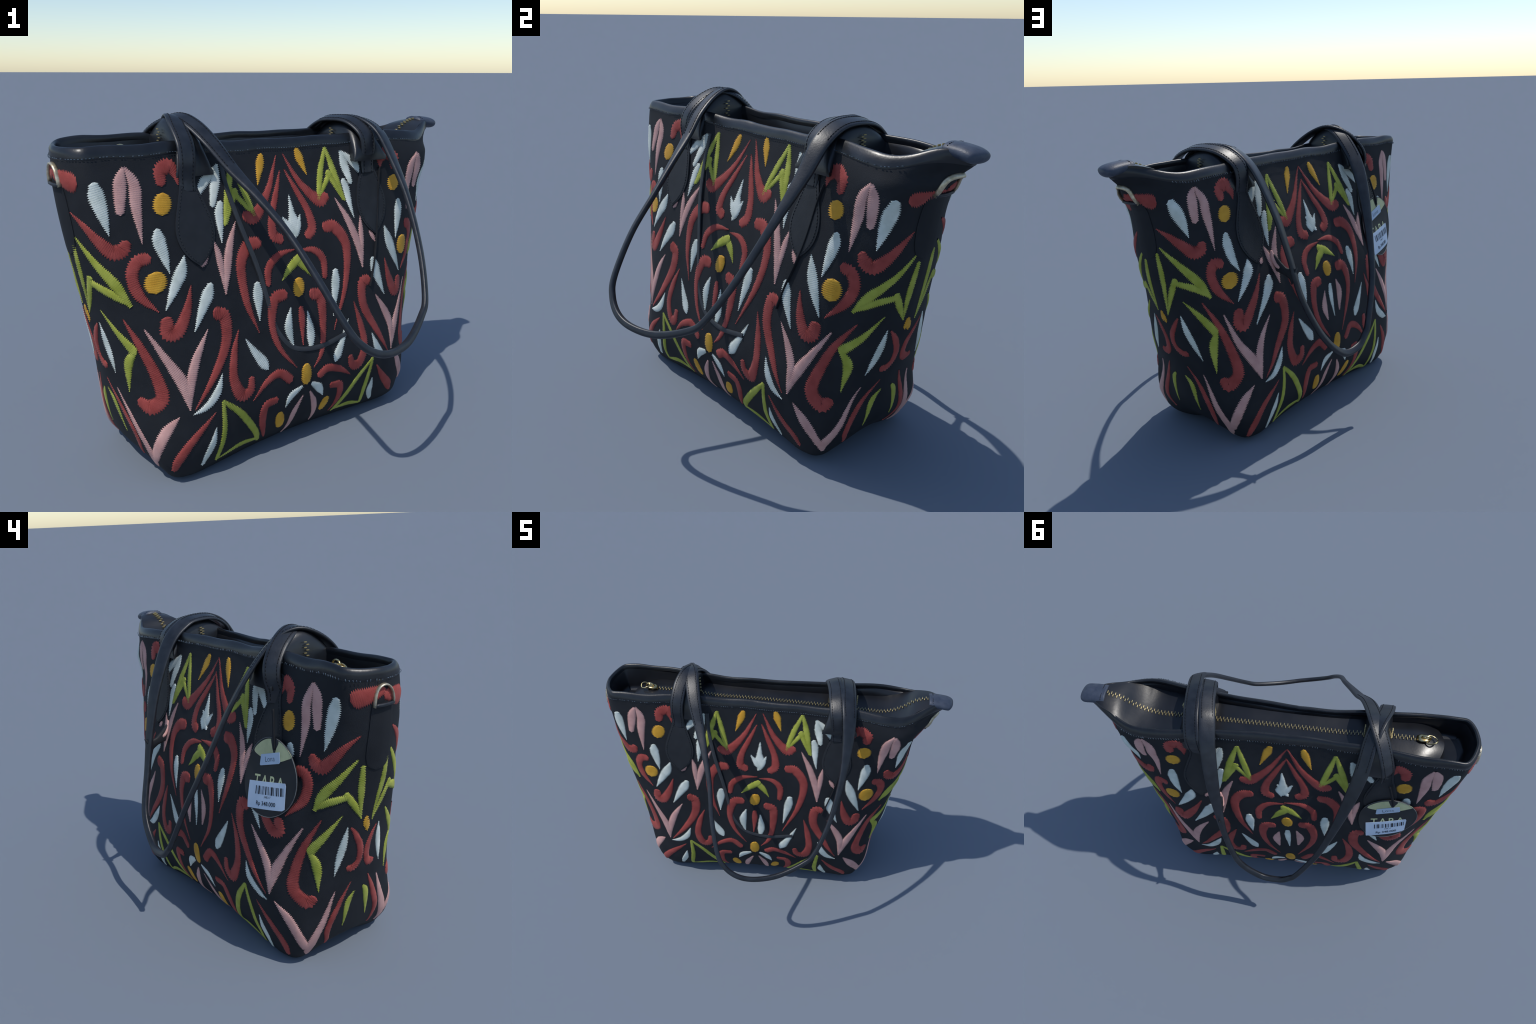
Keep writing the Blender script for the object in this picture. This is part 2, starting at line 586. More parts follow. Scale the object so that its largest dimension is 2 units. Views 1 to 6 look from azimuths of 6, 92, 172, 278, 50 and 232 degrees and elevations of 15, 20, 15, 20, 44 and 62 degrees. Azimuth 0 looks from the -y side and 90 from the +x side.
def build_handle(pts, ends):
    """pts: (s, n, z, half-width, half-thickness) along the handle;
    ends: how many control spans at each end are flat strap with seams"""
    A = np.array(pts, float)
    per = 10
    C = catmull(A, per)
    P = C[:, :3]
    V, F = sweep(P, C[:, 3], C[:, 4], side0=(1, 0, 0), ring=18, power=3.0)
    ob = fix_normals(new_mesh("handle", V, F, M_STRAP, BAG))
    T, S, Nn = frames(P, (1, 0, 0))
    mid = np.array([0, -.02, 1.45])
    b = Batch()
    for lo, hi in ((0, ends[0] * per), (len(P) - ends[1] * per, len(P))):
        for e in (-0.62, 0.62):
            out = np.where(((P - mid) * [0, 1, 1] * Nn).sum(1, keepdims=True) > 0, 1.0, -1.0) * Nn
            q = P + S * (e * C[:, 3])[:, None] + out * (C[:, 4] * 0.97)[:, None]
            x = stitch_line(q[lo:hi], S[lo:hi], out[lo:hi], .019, .014, .0022)
            b.add(x.v, x.f)
    st = new_mesh("handle_stitching", b.v, b.f, M_SEAM, ob)
    st["kind"] = "stuff"
    return ob


HANDLE_FRONT = [
    (.592, -.247, 1.430, .042, .004), (.592, -.247, 1.490, .046, .009), (.594, -.258, 1.575, .050, .011), (.604, -.235, 1.648, .052, .011), (.624, -.135, 1.708, .052, .011),
    (.640, -.010, 1.727, .052, .011), (.652, .112, 1.714, .052, .011), (.666, .222, 1.650, .049, .013),
    (.671, .326, 1.511, .038, .016), (.652, .474, 1.310, .022, .015), (.595, .640, 1.053, .017, .015),
    (.512, .766, .850, .016, .015), (.436, .816, .776, .017, .016), (.269, .899, .712, .019, .016),
    (.110, .953, .706, .018, .016), (-.014, .968, .733, .018, .016), (-.110, .950, .797, .017, .015), (-.168, .904, .890, .016, .015),
    (-.225, .762, 1.089, .016, .015), (-.265, .598, 1.264, .017, .015), (-.325, .440, 1.415, .024, .015), (-.383, .306, 1.537, .036, .014),
    (-.433, .198, 1.655, .046, .012), (-.470, .082, 1.738, .050, .011), (-.505, -.030, 1.770, .050, .011), (-.560, -.145, 1.726, .050, .011),
    (-.602, -.226, 1.640, .048, .011), (-.618, -.244, 1.565, .046, .011), (-.620, -.225, 1.490, .044, .009), (-.620, -.228, 1.430, .042, .004)]
HANDLE_BACK = [
    (.592, .210, 1.430, .042, .004), (.592, .200, 1.490, .046, .009), (.590, .206, 1.575, .050, .011), (.580, .186, 1.655, .052, .011), (.562, .095, 1.716, .052, .011),
    (.545, -.020, 1.728, .052, .011), (.520, -.138, 1.706, .052, .011), (.500, -.268, 1.595, .050, .013),
    (.468, -.395, 1.343, .042, .014), (.440, -.465, 1.111, .030, .015), (.404, -.529, .850, .021, .016), (.310, -.614, .600, .021, .017),
    (.155, -.645, .454, .023, .017), (.010, -.653, .452, .022, .017), (-.070, -.648, .510, .020, .016), (-.119, -.638, .580, .019, .016),
    (-.240, -.581, .844, .020, .016), (-.332, -.490, 1.100, .027, .015), (-.408, -.383, 1.376, .041, .014), (-.458, -.275, 1.570, .049, .013),
    (-.485, -.140, 1.720, .050, .011), (-.520, -.025, 1.768, .050, .011), (-.552, .080, 1.735, .050, .011),
    (-.565, .172, 1.660, .048, .011), (-.571, .204, 1.580, .046, .011), (-.572, .200, 1.490, .044, .009), (-.572, .212, 1.430, .042, .004)]
handle_f = build_handle(HANDLE_FRONT, (7, 8))
handle_b = build_handle(HANDLE_BACK, (6, 7))


# ================================================================ embroidery
# One quarter of the pattern (front middle to the B seam) is described as satin
# strokes: (q, z, half-width), q = 0 at the middle of the panel, 1 at the seam.
# The other quarters are its mirror images, slightly shifted as hand work is.
def thread(name, dark, light):
    m = mottled(name, dark, light, 16, .62, .3, .35, 420, sheen=.08)
    return m


RED = thread("red_thread", (.290, .044, .038), (.385, .070, .060))
PINK = thread("pink_thread", (.560, .300, .275), (.680, .390, .355))
WHITE = thread("white_thread", (.57, .62, .565), (.75, .79, .74))
GREEN = thread("green_thread", (.320, .352, .042), (.440, .470, .080))
ORANGE = thread("orange_thread", (.590, .290, .022), (.720, .385, .038))
PETAL, STAMEN = "petal", "stamen"      # these change colour from front to back


def motifs_end():
    # the end, up to its seam
    yield 'scroll', RED, [(0.985, 1.536, 0.030), (0.930, 1.520, 0.050), (0.902, 1.512, 0.054)], False
    yield 'drop', WHITE, [(0.816, 1.495, 0.029), (0.813, 1.453, 0.044), (0.801, 1.372, 0.032), (0.791, 1.274, 0.0023)], False
    yield 'scroll', RED, [(0.936, 1.372, 0.003), (0.88, 1.312, 0.021), (0.83, 1.241, 0.033), (0.79, 1.195, 0.04), (0.755, 1.205, 0.043), (0.74, 1.229, 0.03)], False
    yield 'zigzag', GREEN, [(0.894, 0.905, 0.003), (0.835, 0.806, 0.02), (0.779, 0.72, 0.03)], False
    yield 'zigzag', GREEN, [(0.772, 0.716, 0.014), (0.814, 0.639, 0.029), (0.827, 0.497, 0.0023)], False
    yield 'leaf', WHITE, [(0.925, 0.832, 0.002), (0.915, 0.738, 0.024), (0.902, 0.655, 0.021), (0.890, 0.577, 0.0015)], False
    yield 'zigzag', GREEN, [(0.936, 1.256, 0.006), (0.871, 1.154, 0.022), (0.8, 1.043, 0.03), (0.757, 0.938, 0.01)], False
    yield 'zigzag', GREEN, [(0.762, 0.95, 0.01), (0.828, 1.004, 0.024), (0.908, 1.046, 0.02)], False
    yield 'zigzag', GREEN, [(0.905, 1.066, 0.02), (0.94, 0.964, 0.02), (0.978, 0.868, 0.0022)], False
    yield 'zigzag', GREEN, [(0.955, 1.216, 0.014), (0.958, 1.074, 0.021), (0.978, 0.868, 0.0037)], False
    yield 'spike', PINK, [(0.896, 0.495, 0.003), (0.837, 0.317, 0.023), (0.788, 0.149, 0.035), (0.794, 0.075, 0.009)], False
    yield 'scroll', RED, [(0.938, 0.826, 0.004), (0.966, 0.772, 0.017), (0.986, 0.705, 0.021), (0.983, 0.637, 0.021), (0.962, 0.602, 0.027), (0.945, 0.604, 0.022)], False
    yield 'dot', ORANGE, [(1.004, 0.876, 0.007), (1.004, 0.843, 0.016), (0.999, 0.81, 0.007)], False
    yield 'leaf', RED, [(0.96, 0.525, 0.002), (0.906, 0.389, 0.018), (0.862, 0.237, 0.021), (0.876, 0.116, 0.008)], False
    yield 'zigzag', GREEN, [(0.98, 0.457, 0.005), (0.951, 0.388, 0.021), (0.934, 0.227, 0.002)], False


def motifs_corner():
    # round the corner
    yield 'petal', PINK, [(0.704, 1.57, 0.009), (0.722, 1.513, 0.038), (0.732, 1.44, 0.036), (0.738, 1.378, 0.026)], False
    yield 'spike', PINK, [(0.701, 1.573, 0.008), (0.673, 1.495, 0.035), (0.677, 1.396, 0.035), (0.679, 1.225, 0.0023)], False
    yield 'dot', ORANGE, [(0.564, 1.441, 0.015), (0.567, 1.425, 0.04), (0.573, 1.391, 0.055), (0.58, 1.356, 0.041), (0.584, 1.34, 0.015)], False
    yield 'drop', WHITE, [(0.614, 1.271, 0.023), (0.614, 1.233, 0.04), (0.603, 1.158, 0.029), (0.593, 1.075, 0.0023)], False
    yield 'scroll', RED, [(0.674, 1.156, 0.033), (0.71, 1.145, 0.036), (0.736, 1.078, 0.033), (0.719, 0.985, 0.029), (0.659, 0.904, 0.003)], False
    yield 'dot', ORANGE, [(0.647, 1.093, 0.018), (0.649, 1.078, 0.046), (0.653, 1.042, 0.062), (0.657, 1.006, 0.046), (0.658, 0.99, 0.018)], False
    yield 'leaf', WHITE, [(0.521, 1.146, 0.0038), (0.545, 1.077, 0.038), (0.579, 1.012, 0.033), (0.63, 0.908, 0.003)], False
    yield 'scroll', RED, [(0.634, 0.853, 0.036), (0.635, 0.801, 0.043), (0.597, 0.798, 0.041), (0.549, 0.887, 0.03), (0.513, 1.005, 0.003)], False
    yield 'spike', PINK, [(0.723, 0.827, 0.0046), (0.659, 0.673, 0.024), (0.6, 0.533, 0.036), (0.585, 0.407, 0.0038)], False
    yield 'scroll', RED, [(0.794, 0.88, 0.003), (0.746, 0.732, 0.023), (0.701, 0.577, 0.033), (0.69, 0.477, 0.041), (0.738, 0.431, 0.046), (0.775, 0.45, 0.035)], False
    yield 'spike', PINK, [(0.629, 0.378, 0.003), (0.691, 0.303, 0.035), (0.767, 0.152, 0.027)], False
    yield 'scroll', RED, [(0.476, 0.363, 0.0023), (0.57, 0.265, 0.023), (0.655, 0.157, 0.03), (0.692, 0.091, 0.015)], False


def motifs_field():
    # between the middle and the tabs
    yield 'scroll', RED, [(0.564, 1.491, 0.033), (0.559, 1.539, 0.043), (0.518, 1.559, 0.04), (0.493, 1.518, 0.03), (0.493, 1.467, 0.003)], False
    yield 'drop', WHITE, [(0.43, 0.984, 0.023), (0.448, 0.942, 0.041), (0.481, 0.879, 0.03), (0.528, 0.784, 0.003)], False
    yield 'spike', PINK, [(0.385, 1.188, 0.0038), (0.372, 1.104, 0.024), (0.365, 0.929, 0.0046)], False
    yield 'spike', PINK, [(0.265, 1.265, 0.003), (0.312, 1.16, 0.027), (0.346, 1.045, 0.03), (0.365, 0.929, 0.0046)], False
    yield 'petal', PINK, [(0.421, 1.123, 0.0038), (0.44, 1.1, 0.018), (0.456, 1.08, 0.008)], False
    yield 'drop', WHITE, [(0.32, 1.359, 0.021), (0.334, 1.315, 0.03), (0.34, 1.25, 0.023), (0.348, 1.174, 0.0023)], False
    yield 'scroll', RED, [(0.417, 0.846, 0.038), (0.385, 0.819, 0.04), (0.395, 0.7, 0.035), (0.472, 0.541, 0.023), (0.564, 0.403, 0.0023)], False
    yield 'spike', PINK, [(0.471, 0.782, 0.003), (0.535, 0.656, 0.029), (0.569, 0.54, 0.03), (0.585, 0.407, 0.0046)], False
    yield 'leaf', WHITE, [(0.431, 0.551, 0.0023), (0.46, 0.466, 0.026), (0.509, 0.408, 0.023), (0.575, 0.379, 0.0023)], False
    yield 'drop', WHITE, [(0.479, 0.283, 0.003), (0.508, 0.185, 0.024), (0.563, 0.076, 0.012)], False
    yield 'zigzag', GREEN, [(0.437, 0.407, 0.012), (0.443, 0.236, 0.018), (0.49, 0.072, 0.012)], False
    yield 'zigzag', GREEN, [(0.437, 0.407, 0.011), (0.355, 0.309, 0.021), (0.282, 0.172, 0.02), (0.255, 0.082, 0.011)], False
    yield 'zigzag', GREEN, [(0.262, 0.099, 0.011), (0.363, 0.111, 0.02), (0.482, 0.072, 0.009)], False
    yield 'zigzag', GREEN, [(0.231, 1.556, 0.0116), (0.272, 1.414, 0.026), (0.316, 1.258, 0.0128)], False
    yield 'zigzag', GREEN, [(0.242, 1.407, 0.0236), (0.312, 1.263, 0.0152)], False
    yield 'spike', WHITE, [(0.303, 1.542, 0.008), (0.324, 1.462, 0.033), (0.355, 1.358, 0.02)], False
    yield 'spike', WHITE, [(0.304, 1.539, 0.008), (0.365, 1.477, 0.03), (0.411, 1.418, 0.02)], False
    yield 'scroll', RED, [(0.329, 0.742, 0.0023), (0.365, 0.635, 0.024), (0.382, 0.513, 0.03), (0.353, 0.414, 0.038), (0.309, 0.429, 0.029), (0.299, 0.484, 0.021)], False


def motifs_heart():
    # the middle of a panel
    yield 'zigzag', GREEN, [(0.229, 1.556, 0.0116), (0.2, 1.414, 0.0236), (0.171, 1.28, 0.0164)], False
    yield 'zigzag', GREEN, [(0.172, 1.282, 0.012), (0.251, 1.403, 0.02)], False
    yield 'drop', ORANGE, [(0.08, 1.563, 0.0204), (0.09, 1.525, 0.0312), (0.103, 1.481, 0.0216), (0.122, 1.421, 0.0028)], False
    yield 'scroll', RED, [(0.003, 1.560, 0.003), (0.063, 1.414, 0.02), (0.124, 1.321, 0.033), (0.176, 1.272, 0.044), (0.212, 1.28, 0.033)], False
    yield 'scroll', RED, [(-0.002, 1.480, 0.0046), (0.043, 1.363, 0.02), (0.086, 1.252, 0.027), (0.094, 1.17, 0.035), (0.063, 1.144, 0.033)], False
    yield 'spike', WHITE, [(-0.022, 1.355, 0.0036), (-0.019, 1.257, 0.0276), (-0.022, 1.193, 0.0528), (-0.028, 1.143, 0.0046)], True
    yield 'spike', WHITE, [(0.032, 1.251, 0.0046), (-0.001, 1.192, 0.024), (-0.023, 1.155, 0.0132)], False
    yield 'scroll', RED, [(0.18, 1.147, 0.036), (0.231, 1.135, 0.041), (0.279, 1.045, 0.035), (0.275, 0.865, 0.023), (0.233, 0.704, 0.0023)], False
    yield 'scroll', RED, [(0.157, 0.934, 0.021), (0.144, 1.011, 0.027), (0.083, 1.066, 0.02), (-0.01, 1.08, 0.0023)], False
    yield 'zigzag', GREEN, [(-0.018, 1.032, 0.026), (0.03, 0.996, 0.027), (0.086, 0.935, 0.0023)], False
    yield 'dot', ORANGE, [(-0.002, 0.935, 0.012), (0, 0.917, 0.032), (0.004, 0.886, 0.043), (0.008, 0.854, 0.032), (0.011, 0.834, 0.012)], True
    yield 'scroll', RED, [(0.089, 0.864, 0.036), (0.139, 0.847, 0.038), (0.165, 0.723, 0.026), (0.137, 0.591, 0.017), (0.063, 0.472, 0.0023)], False
    yield 'drop', WHITE, [(0.214, 0.942, 0.024), (0.218, 0.886, 0.036), (0.224, 0.762, 0.0028)], False
    yield 'leaf', PETAL, [(0.058, 0.791, 0.0036), (0.081, 0.693, 0.0324), (0.067, 0.593, 0.0072)], False
    yield 'leaf', STAMEN, [(0.006, 0.774, 0.017), (0.005, 0.711, 0.024), (0.012, 0.578, 0.003)], True
    yield 'dot', ORANGE, [(0.01, 0.477, 0.012), (0.011, 0.455, 0.032), (0.011, 0.42, 0.041), (0.009, 0.382, 0.032), (0.007, 0.356, 0.012)], True
    yield 'scroll', RED, [(0.102, 0.418, 0.029), (0.156, 0.468, 0.027), (0.231, 0.437, 0.02), (0.298, 0.364, 0.0023)], False
    yield 'leaf', WHITE, [(0.032, 0.352, 0.0096), (0.09, 0.317, 0.0276), (0.121, 0.256, 0.0036)], False
    yield 'petal', PINK, [(0.024, 0.296, 0.0046), (0.069, 0.19, 0.024), (0.092, 0.041, 0.003)], False
    yield 'scroll', RED, [(0.178, 0.323, 0.023), (0.234, 0.31, 0.027), (0.245, 0.213, 0.024), (0.223, 0.093, 0.0046)], False
    yield 'dot', ORANGE, [(0.158, 0.238, 0.012), (0.149, 0.187, 0.033), (0.134, 0.126, 0.012)], False
    yield 'drop', WHITE, [(0.303, 0.689, 0.0023), (0.268, 0.614, 0.023), (0.23, 0.546, 0.035), (0.215, 0.516, 0.017)], False


# how the other three quarters of the embroidery differ from the template:
# (place q, place z, shift q, shift z)
NUDGE_FR = [
    (0.816, 1.495, 0.023, -0.048), (0.791, 1.274, 0.009, -0.052), (0.701, 1.573, 0.034, -0.052), (0.679, 1.225, 0.02, -0.035),
    (0.738, 1.378, 0.031, -0.052), (0.573, 1.391, 0.039, -0.035), (0.653, 1.042, -0.002, -0.057), (0.614, 1.271, 0.019, -0.022),
    (0.593, 1.075, 0.013, -0.03), (0.936, 1.372, -0.007, -0.071), (0.74, 1.229, 0.011, -0.044), (0.674, 1.156, 0.02, -0.054),
    (0.659, 0.904, -0.011, -0.059), (0.521, 1.146, 0.008, -0.025), (0.63, 0.908, 0, -0.071), (0.513, 1.005, 0.002, -0.072),
    (0.723, 0.827, -0.04, -0.052), (0.471, 0.782, -0.029, -0.044), (0.585, 0.407, -0.024, -0.001), (0.417, 0.846, -0.028, -0.004),
    (0.564, 0.403, -0.06, -0.009), (0.431, 0.551, -0.033, -0.019), (0.575, 0.379, -0.07, -0.048), (0.794, 0.88, -0.013, -0.04),
    (0.738, 0.431, -0.043, -0.054), (0.894, 0.905, -0.01, -0.025), (0.772, 0.716, -0.04, -0.021), (0.827, 0.497, -0.061, -0.039),
    (0.927, 0.839, -0.015, -0.041), (0.892, 0.577, -0.032, -0.031), (0.936, 1.256, 0.022, -0.068), (0.757, 0.938, -0.002, -0.036),
    (0.978, 0.868, -0.009, -0.025), (0.905, 1.066, 0.002, -0.081), (0.896, 0.495, -0.039, -0.022), (0.629, 0.378, -0.064, -0.019),
    (0.794, 0.075, -0.074, 0.02), (0.437, 0.407, -0.036, -0.028), (0.476, 0.363, -0.044, -0.038), (0.329, 0.742, -0.026, 0.006),
    (0, 0.886, -0.004, -0.002), (0, 0.42, -0.01, 0.001), (0, 1.143, 0.036, -0.017), (0, 1.478, 0.026, 0.007),
    (0.265, 1.265, -0.007, 0.051), (0.365, 0.929, 0.011, -0.017), (0.233, 0.704, -0.067, -0.104), (1, 0.2, 0, -0.045),
    (1, 0.6, 0, -0.045), (1, 1, 0, -0.045), (1, 1.4, 0, -0.045),
]
NUDGE_BA = [
    (0.816, 1.495, 0.012, -0.009), (0.791, 1.274, -0.002, 0.018), (0.701, 1.573, 0.003, -0.015), (0.679, 1.225, 0.003, -0.039),
    (0.738, 1.378, 0.006, -0.002), (0.573, 1.391, 0.018, -0.007), (0.653, 1.042, -0.019, -0.024), (0.614, 1.271, -0.009, 0.006),
    (0.593, 1.075, -0.014, -0.014), (0.936, 1.372, -0.013, -0.035), (0.74, 1.229, -0.009, 0.02), (0.674, 1.156, -0.01, -0.035),
    (0.659, 0.904, -0.021, -0.019), (0.521, 1.146, 0, -0.04), (0.63, 0.908, -0.009, -0.012), (0.513, 1.005, -0.055, 0.019),
    (0.43, 0.984, -0.011, -0.007), (0.528, 0.784, 0.015, -0.062), (0.723, 0.827, -0.032, 0.005), (0.471, 0.782, -0.026, -0.012),
    (0.585, 0.407, -0.02, -0.002), (0.417, 0.846, -0.022, 0.013), (0.564, 0.403, -0.034, 0.006), (0.431, 0.551, -0.033, -0.006),
    (0.575, 0.379, -0.043, -0.006), (0.794, 0.88, -0.003, 0.047), (0.738, 0.431, -0.011, -0.033), (0.894, 0.905, -0.028, 0.019),
    (0.772, 0.716, -0.031, 0.021), (0.827, 0.497, -0.058, -0.012), (0.927, 0.839, -0.033, 0.005), (0.892, 0.577, -0.069, -0.023),
    (0.936, 1.256, -0.01, -0.022), (0.757, 0.938, -0.019, -0.005), (0.978, 0.868, -0.015, -0.05), (0.905, 1.066, -0.024, -0.02),
    (0.896, 0.495, -0.046, -0.046), (0.629, 0.378, -0.029, 0.008), (0.794, 0.075, -0.005, -0.045), (0.437, 0.407, -0.029, 0.016),
    (0.476, 0.363, -0.022, -0.013), (0.329, 0.742, -0.04, -0.013), (0, 0.886, -0.005, -0.002), (0, 0.42, -0.021, 0.003),
    (0, 1.143, 0.027, 0.011), (0, 1.478, 0.015, 0.005), (1, 0.2, 0, -0.019), (1, 0.6, 0, -0.019),
    (1, 1, 0, -0.019), (1, 1.4, 0, -0.019),
]
NUDGE_BB = [
    (0.653, 1.042, -0.05, 0), (0.634, 0.853, -0.03, 0.01),
    (0.816, 1.495, -0.004, 0.024), (0.791, 1.274, -0.014, -0.004), (0.701, 1.573, 0.001, 0.011), (0.679, 1.225, -0.017, -0.01),
    (0.738, 1.378, -0.005, -0.003), (0.573, 1.391, 0.009, -0.022), (0.936, 1.372, -0.027, -0.024), (0.74, 1.229, -0.015, -0.007),
    (0.674, 1.156, 0.008, -0.015), (0.659, 0.904, -0.014, -0.009), (0.723, 0.827, 0.002, 0.029), (0.471, 0.782, -0.013, 0.003),
    (0.585, 0.407, 0.007, 0.037), (0.417, 0.846, -0.006, 0.044), (0.564, 0.403, -0, 0.036), (0.431, 0.551, 0.006, 0.013),
    (0.575, 0.379, -0.01, 0.002), (0.794, 0.88, 0.001, 0.03), (0.738, 0.431, 0.021, -0.01), (0.894, 0.905, -0.017, 0.024),
    (0.772, 0.716, -0.021, 0.005), (0.827, 0.497, -0.03, -0.009), (0.757, 0.938, 0.007, 0.017), (0.978, 0.868, -0.02, 0.029),
    (0.905, 1.066, -0.026, -0.025), (0.896, 0.495, -0.019, -0.027), (0.629, 0.378, -0.032, 0.027), (0.794, 0.075, -0.024, -0.024),
    (0.437, 0.407, -0.023, 0.017), (0.476, 0.363, 0.033, -0.014), (0.329, 0.742, -0.011, 0.058), (0, 0.42, 0.017, -0.001),
    (0, 1.143, -0.008, 0.014), (0, 1.478, -0.018, 0.006), (1, 0.2, 0, -0.001), (1, 0.6, 0, -0.001),
    (1, 1, 0, -0.001), (1, 1.4, 0, -0.001),
]


def thin_plate(nudges):
    A = np.array(nudges, float)
    P = A[:, :2] * [1.2, 1.0]
    n = len(P)

    def ker(a, b):
        r2 = ((a[:, None] - b[None]) ** 2).sum(-1)
        return 0.5 * r2 * np.log(r2 + 1e-9)
    M = np.zeros((n + 3, n + 3))
    M[:n, :n] = ker(P, P) + np.eye(n) * 0.004
    M[:n, n] = 1
    M[:n, n + 1:] = P
    M[n:, :n] = M[:n, n:].T
    W = np.linalg.solve(M, np.vstack([A[:, 2:], np.zeros((3, 2))]))

    def f(q, z):
        x = np.stack([np.asarray(q) * 1.2, np.asarray(z)], -1)
        d = ker(x, P) @ W[:n] + W[n] + x @ W[n + 1:]
        return q + d[:, 0], z + d[:, 1]
    return f


QUARTERS = {
    "FL": (lambda q, z: (q, z), lambda q: 4.0 - q),
    "FR": (thin_plate(NUDGE_FR), lambda q: q),
    "BA": (thin_plate(NUDGE_BA), lambda q: 2.0 - q),
    "BB": (thin_plate(NUDGE_BB), lambda q: 2.0 + q),
}
THREAD = 0.0098         # spacing of the satin stitches
ACROSS = np.array([-1, -.82, -.45, 0, .45, .82, 1.0])
PILE = np.array([-.35, .45, .90, 1.0, .90, .45, -.35])


FULL = {"red_thread": .89, "pink_thread": .84, "white_thread": .88, "green_thread": .88, "orange_thread": .88}


def satin(kind, mat, U, Z, W, high=0.0045):
    """one satin-stitched stroke along (U, Z) with half-widths W (metres)"""
    C = catmull(np.stack([U, Z, W * FULL[mat.name]], 1), 14)
    if kind == "dot":               # a disc: the width follows a circle
        t = np.linspace(-1, 1, 25)
        a, b = np.array([U[0], Z[0]]), np.array([U[-1], Z[-1]])
        w = max(W) * .89 * np.sqrt(np.clip(1 - np.abs(t) ** 2.2, 0.0, 1)) + .001
        C = np.column_stack([(a + b)[None] / 2 + t[:, None] * (b - a)[None] / 2, w])
    P = body(C[:, 0], C[:, 1])
    # round blunt ends off
    head, tail = [], []
    for end in (0, -1):
        w = C[end, 2]
        if w > 0.009:
            i = 0 if end == 0 else -1
            j = 3 if end == 0 else -4
            d2 = C[i, :2] - C[j, :2]
            ln = np.linalg.norm(P[i] - P[j]) + 1e-9
            ext = [np.append(C[i, :2] + d2 / ln * w * 0.80 * t, w * math.sqrt(max(0, 1 - t * t)) if t < 1 else 0.001)
                   for t in (.2, .4, .55, .7, .8, .88, .95, 1.0)]
            if end == 0:
                head = ext[::-1]
            else:
                tail = ext
    C = np.array(list(head) + list(C) + list(tail))
    P = body(C[:, 0], C[:, 1])
    d = np.concatenate([[0], np.cumsum(np.linalg.norm(np.diff(P, axis=0), axis=1))])
    rows = max(6, int(d[-1] / THREAD * 2) | 1)
    t = np.linspace(0, d[-1], rows)
    u, z, w = (np.interp(t, d, C[:, k]) for k in range(3))
    w = np.maximum(w, 0.0016)
    # tangent and side in the surface, side turned back into (U, Z) steps
    P = body(u, z)
    T = np.gradient(P, axis=0)
    T /= np.linalg.norm(T, axis=1, keepdims=True) + 1e-9
    N_ = body_normal(u, z)
    S = np.cross(N_, T)
    S /= np.linalg.norm(S, axis=1, keepdims=True) + 1e-9
    Pu = (body(u + .01, z) - body(u - .01, z)) / .02
    Pz = (body(u, z + .006) - body(u, z - .006)) / .012
    a, b, c = (Pu * Pu).sum(1), (Pu * Pz).sum(1), (Pz * Pz).sum(1)
    e, f = (S * Pu).sum(1), (S * Pz).sum(1)
    et, ft = (T * Pu).sum(1), (T * Pz).sum(1)
    det = a * c - b * b
    su, sz = (e * c - f * b) / det, (f * a - e * b) / det
    tu, tz = (et * c - ft * b) / det, (ft * a - et * b) / det
    ridge = (np.arange(rows) % 2 == 0)
    jag = np.where(ridge, 1.0, -1.0) * np.minimum(0.0024, 0.35 * w)
    jl = jag + np.array([RNG.uniform(-.0017, .0017) for _ in range(rows)])
    jr = jag + np.array([RNG.uniform(-.0017, .0017) for _ in range(rows)])
    wl, wr = np.maximum(w + jl, .0008), np.maximum(w + jr, .0008)
    off = np.where(ACROSS[None, :] < 0, wl[:, None], wr[:, None]) * ACROSS[None, :]
    slant = 0.10 * w[:, None] * ACROSS[None, :]
    UU = u[:, None] + off * su[:, None] + slant * tu[:, None]
    ZZ = z[:, None] + off * sz[:, None] + slant * tz[:, None]
    ZZ = np.clip(ZZ, 0.012, 1.60)
    h = high * np.clip(w / 0.018, .45, 1.0)[:, None] * PILE[None, :] + np.where(ridge, .0018, -.0022)[:, None]
    V = skin(UU, ZZ, h)
    return new_mesh("embroidered_" + kind, V.reshape(-1, 3), grid_faces(rows, len(ACROSS)), mat, panel)


def embroider():
    for quarter, (warp, place) in QUARTERS.items():
        front = quarter in ("FL", "FR")
        for group in (motifs_heart, motifs_field, motifs_corner, motifs_end):
            for kind, col, pts, once in group():
                if once and quarter in ("FR", "BA"):
                    continue
                if col == PETAL:
                    col = WHITE if front else PINK
                elif col == STAMEN:
                    col = RED if front else WHITE
                A = np.array(pts)
                q, z = warp(A[:, 0], A[:, 1])
                satin(kind, col, place(np.asarray(q)), np.asarray(z), A[:, 2])


embroider()


# ================================================================ tabs, rings, tag, zip teeth, seams
def u_at(x, z, front):
    """U of the skin where the bag's front or back has this s"""
    U = np.linspace(-0.995, 0.995, 400) if front else np.linspace(3.0 - .005, 1.0 + .005, 400)
    P = body(U, np.full(400, z))
    return float(np.interp(x, P[:, 0], U))


def surface_steps(u, z):
    Pu = (body(u + .01, z) - body(u - .01, z)) / .02
    Pz = (body(u, z + .006) - body(u, z - .006)) / .012
    return Pu, Pz


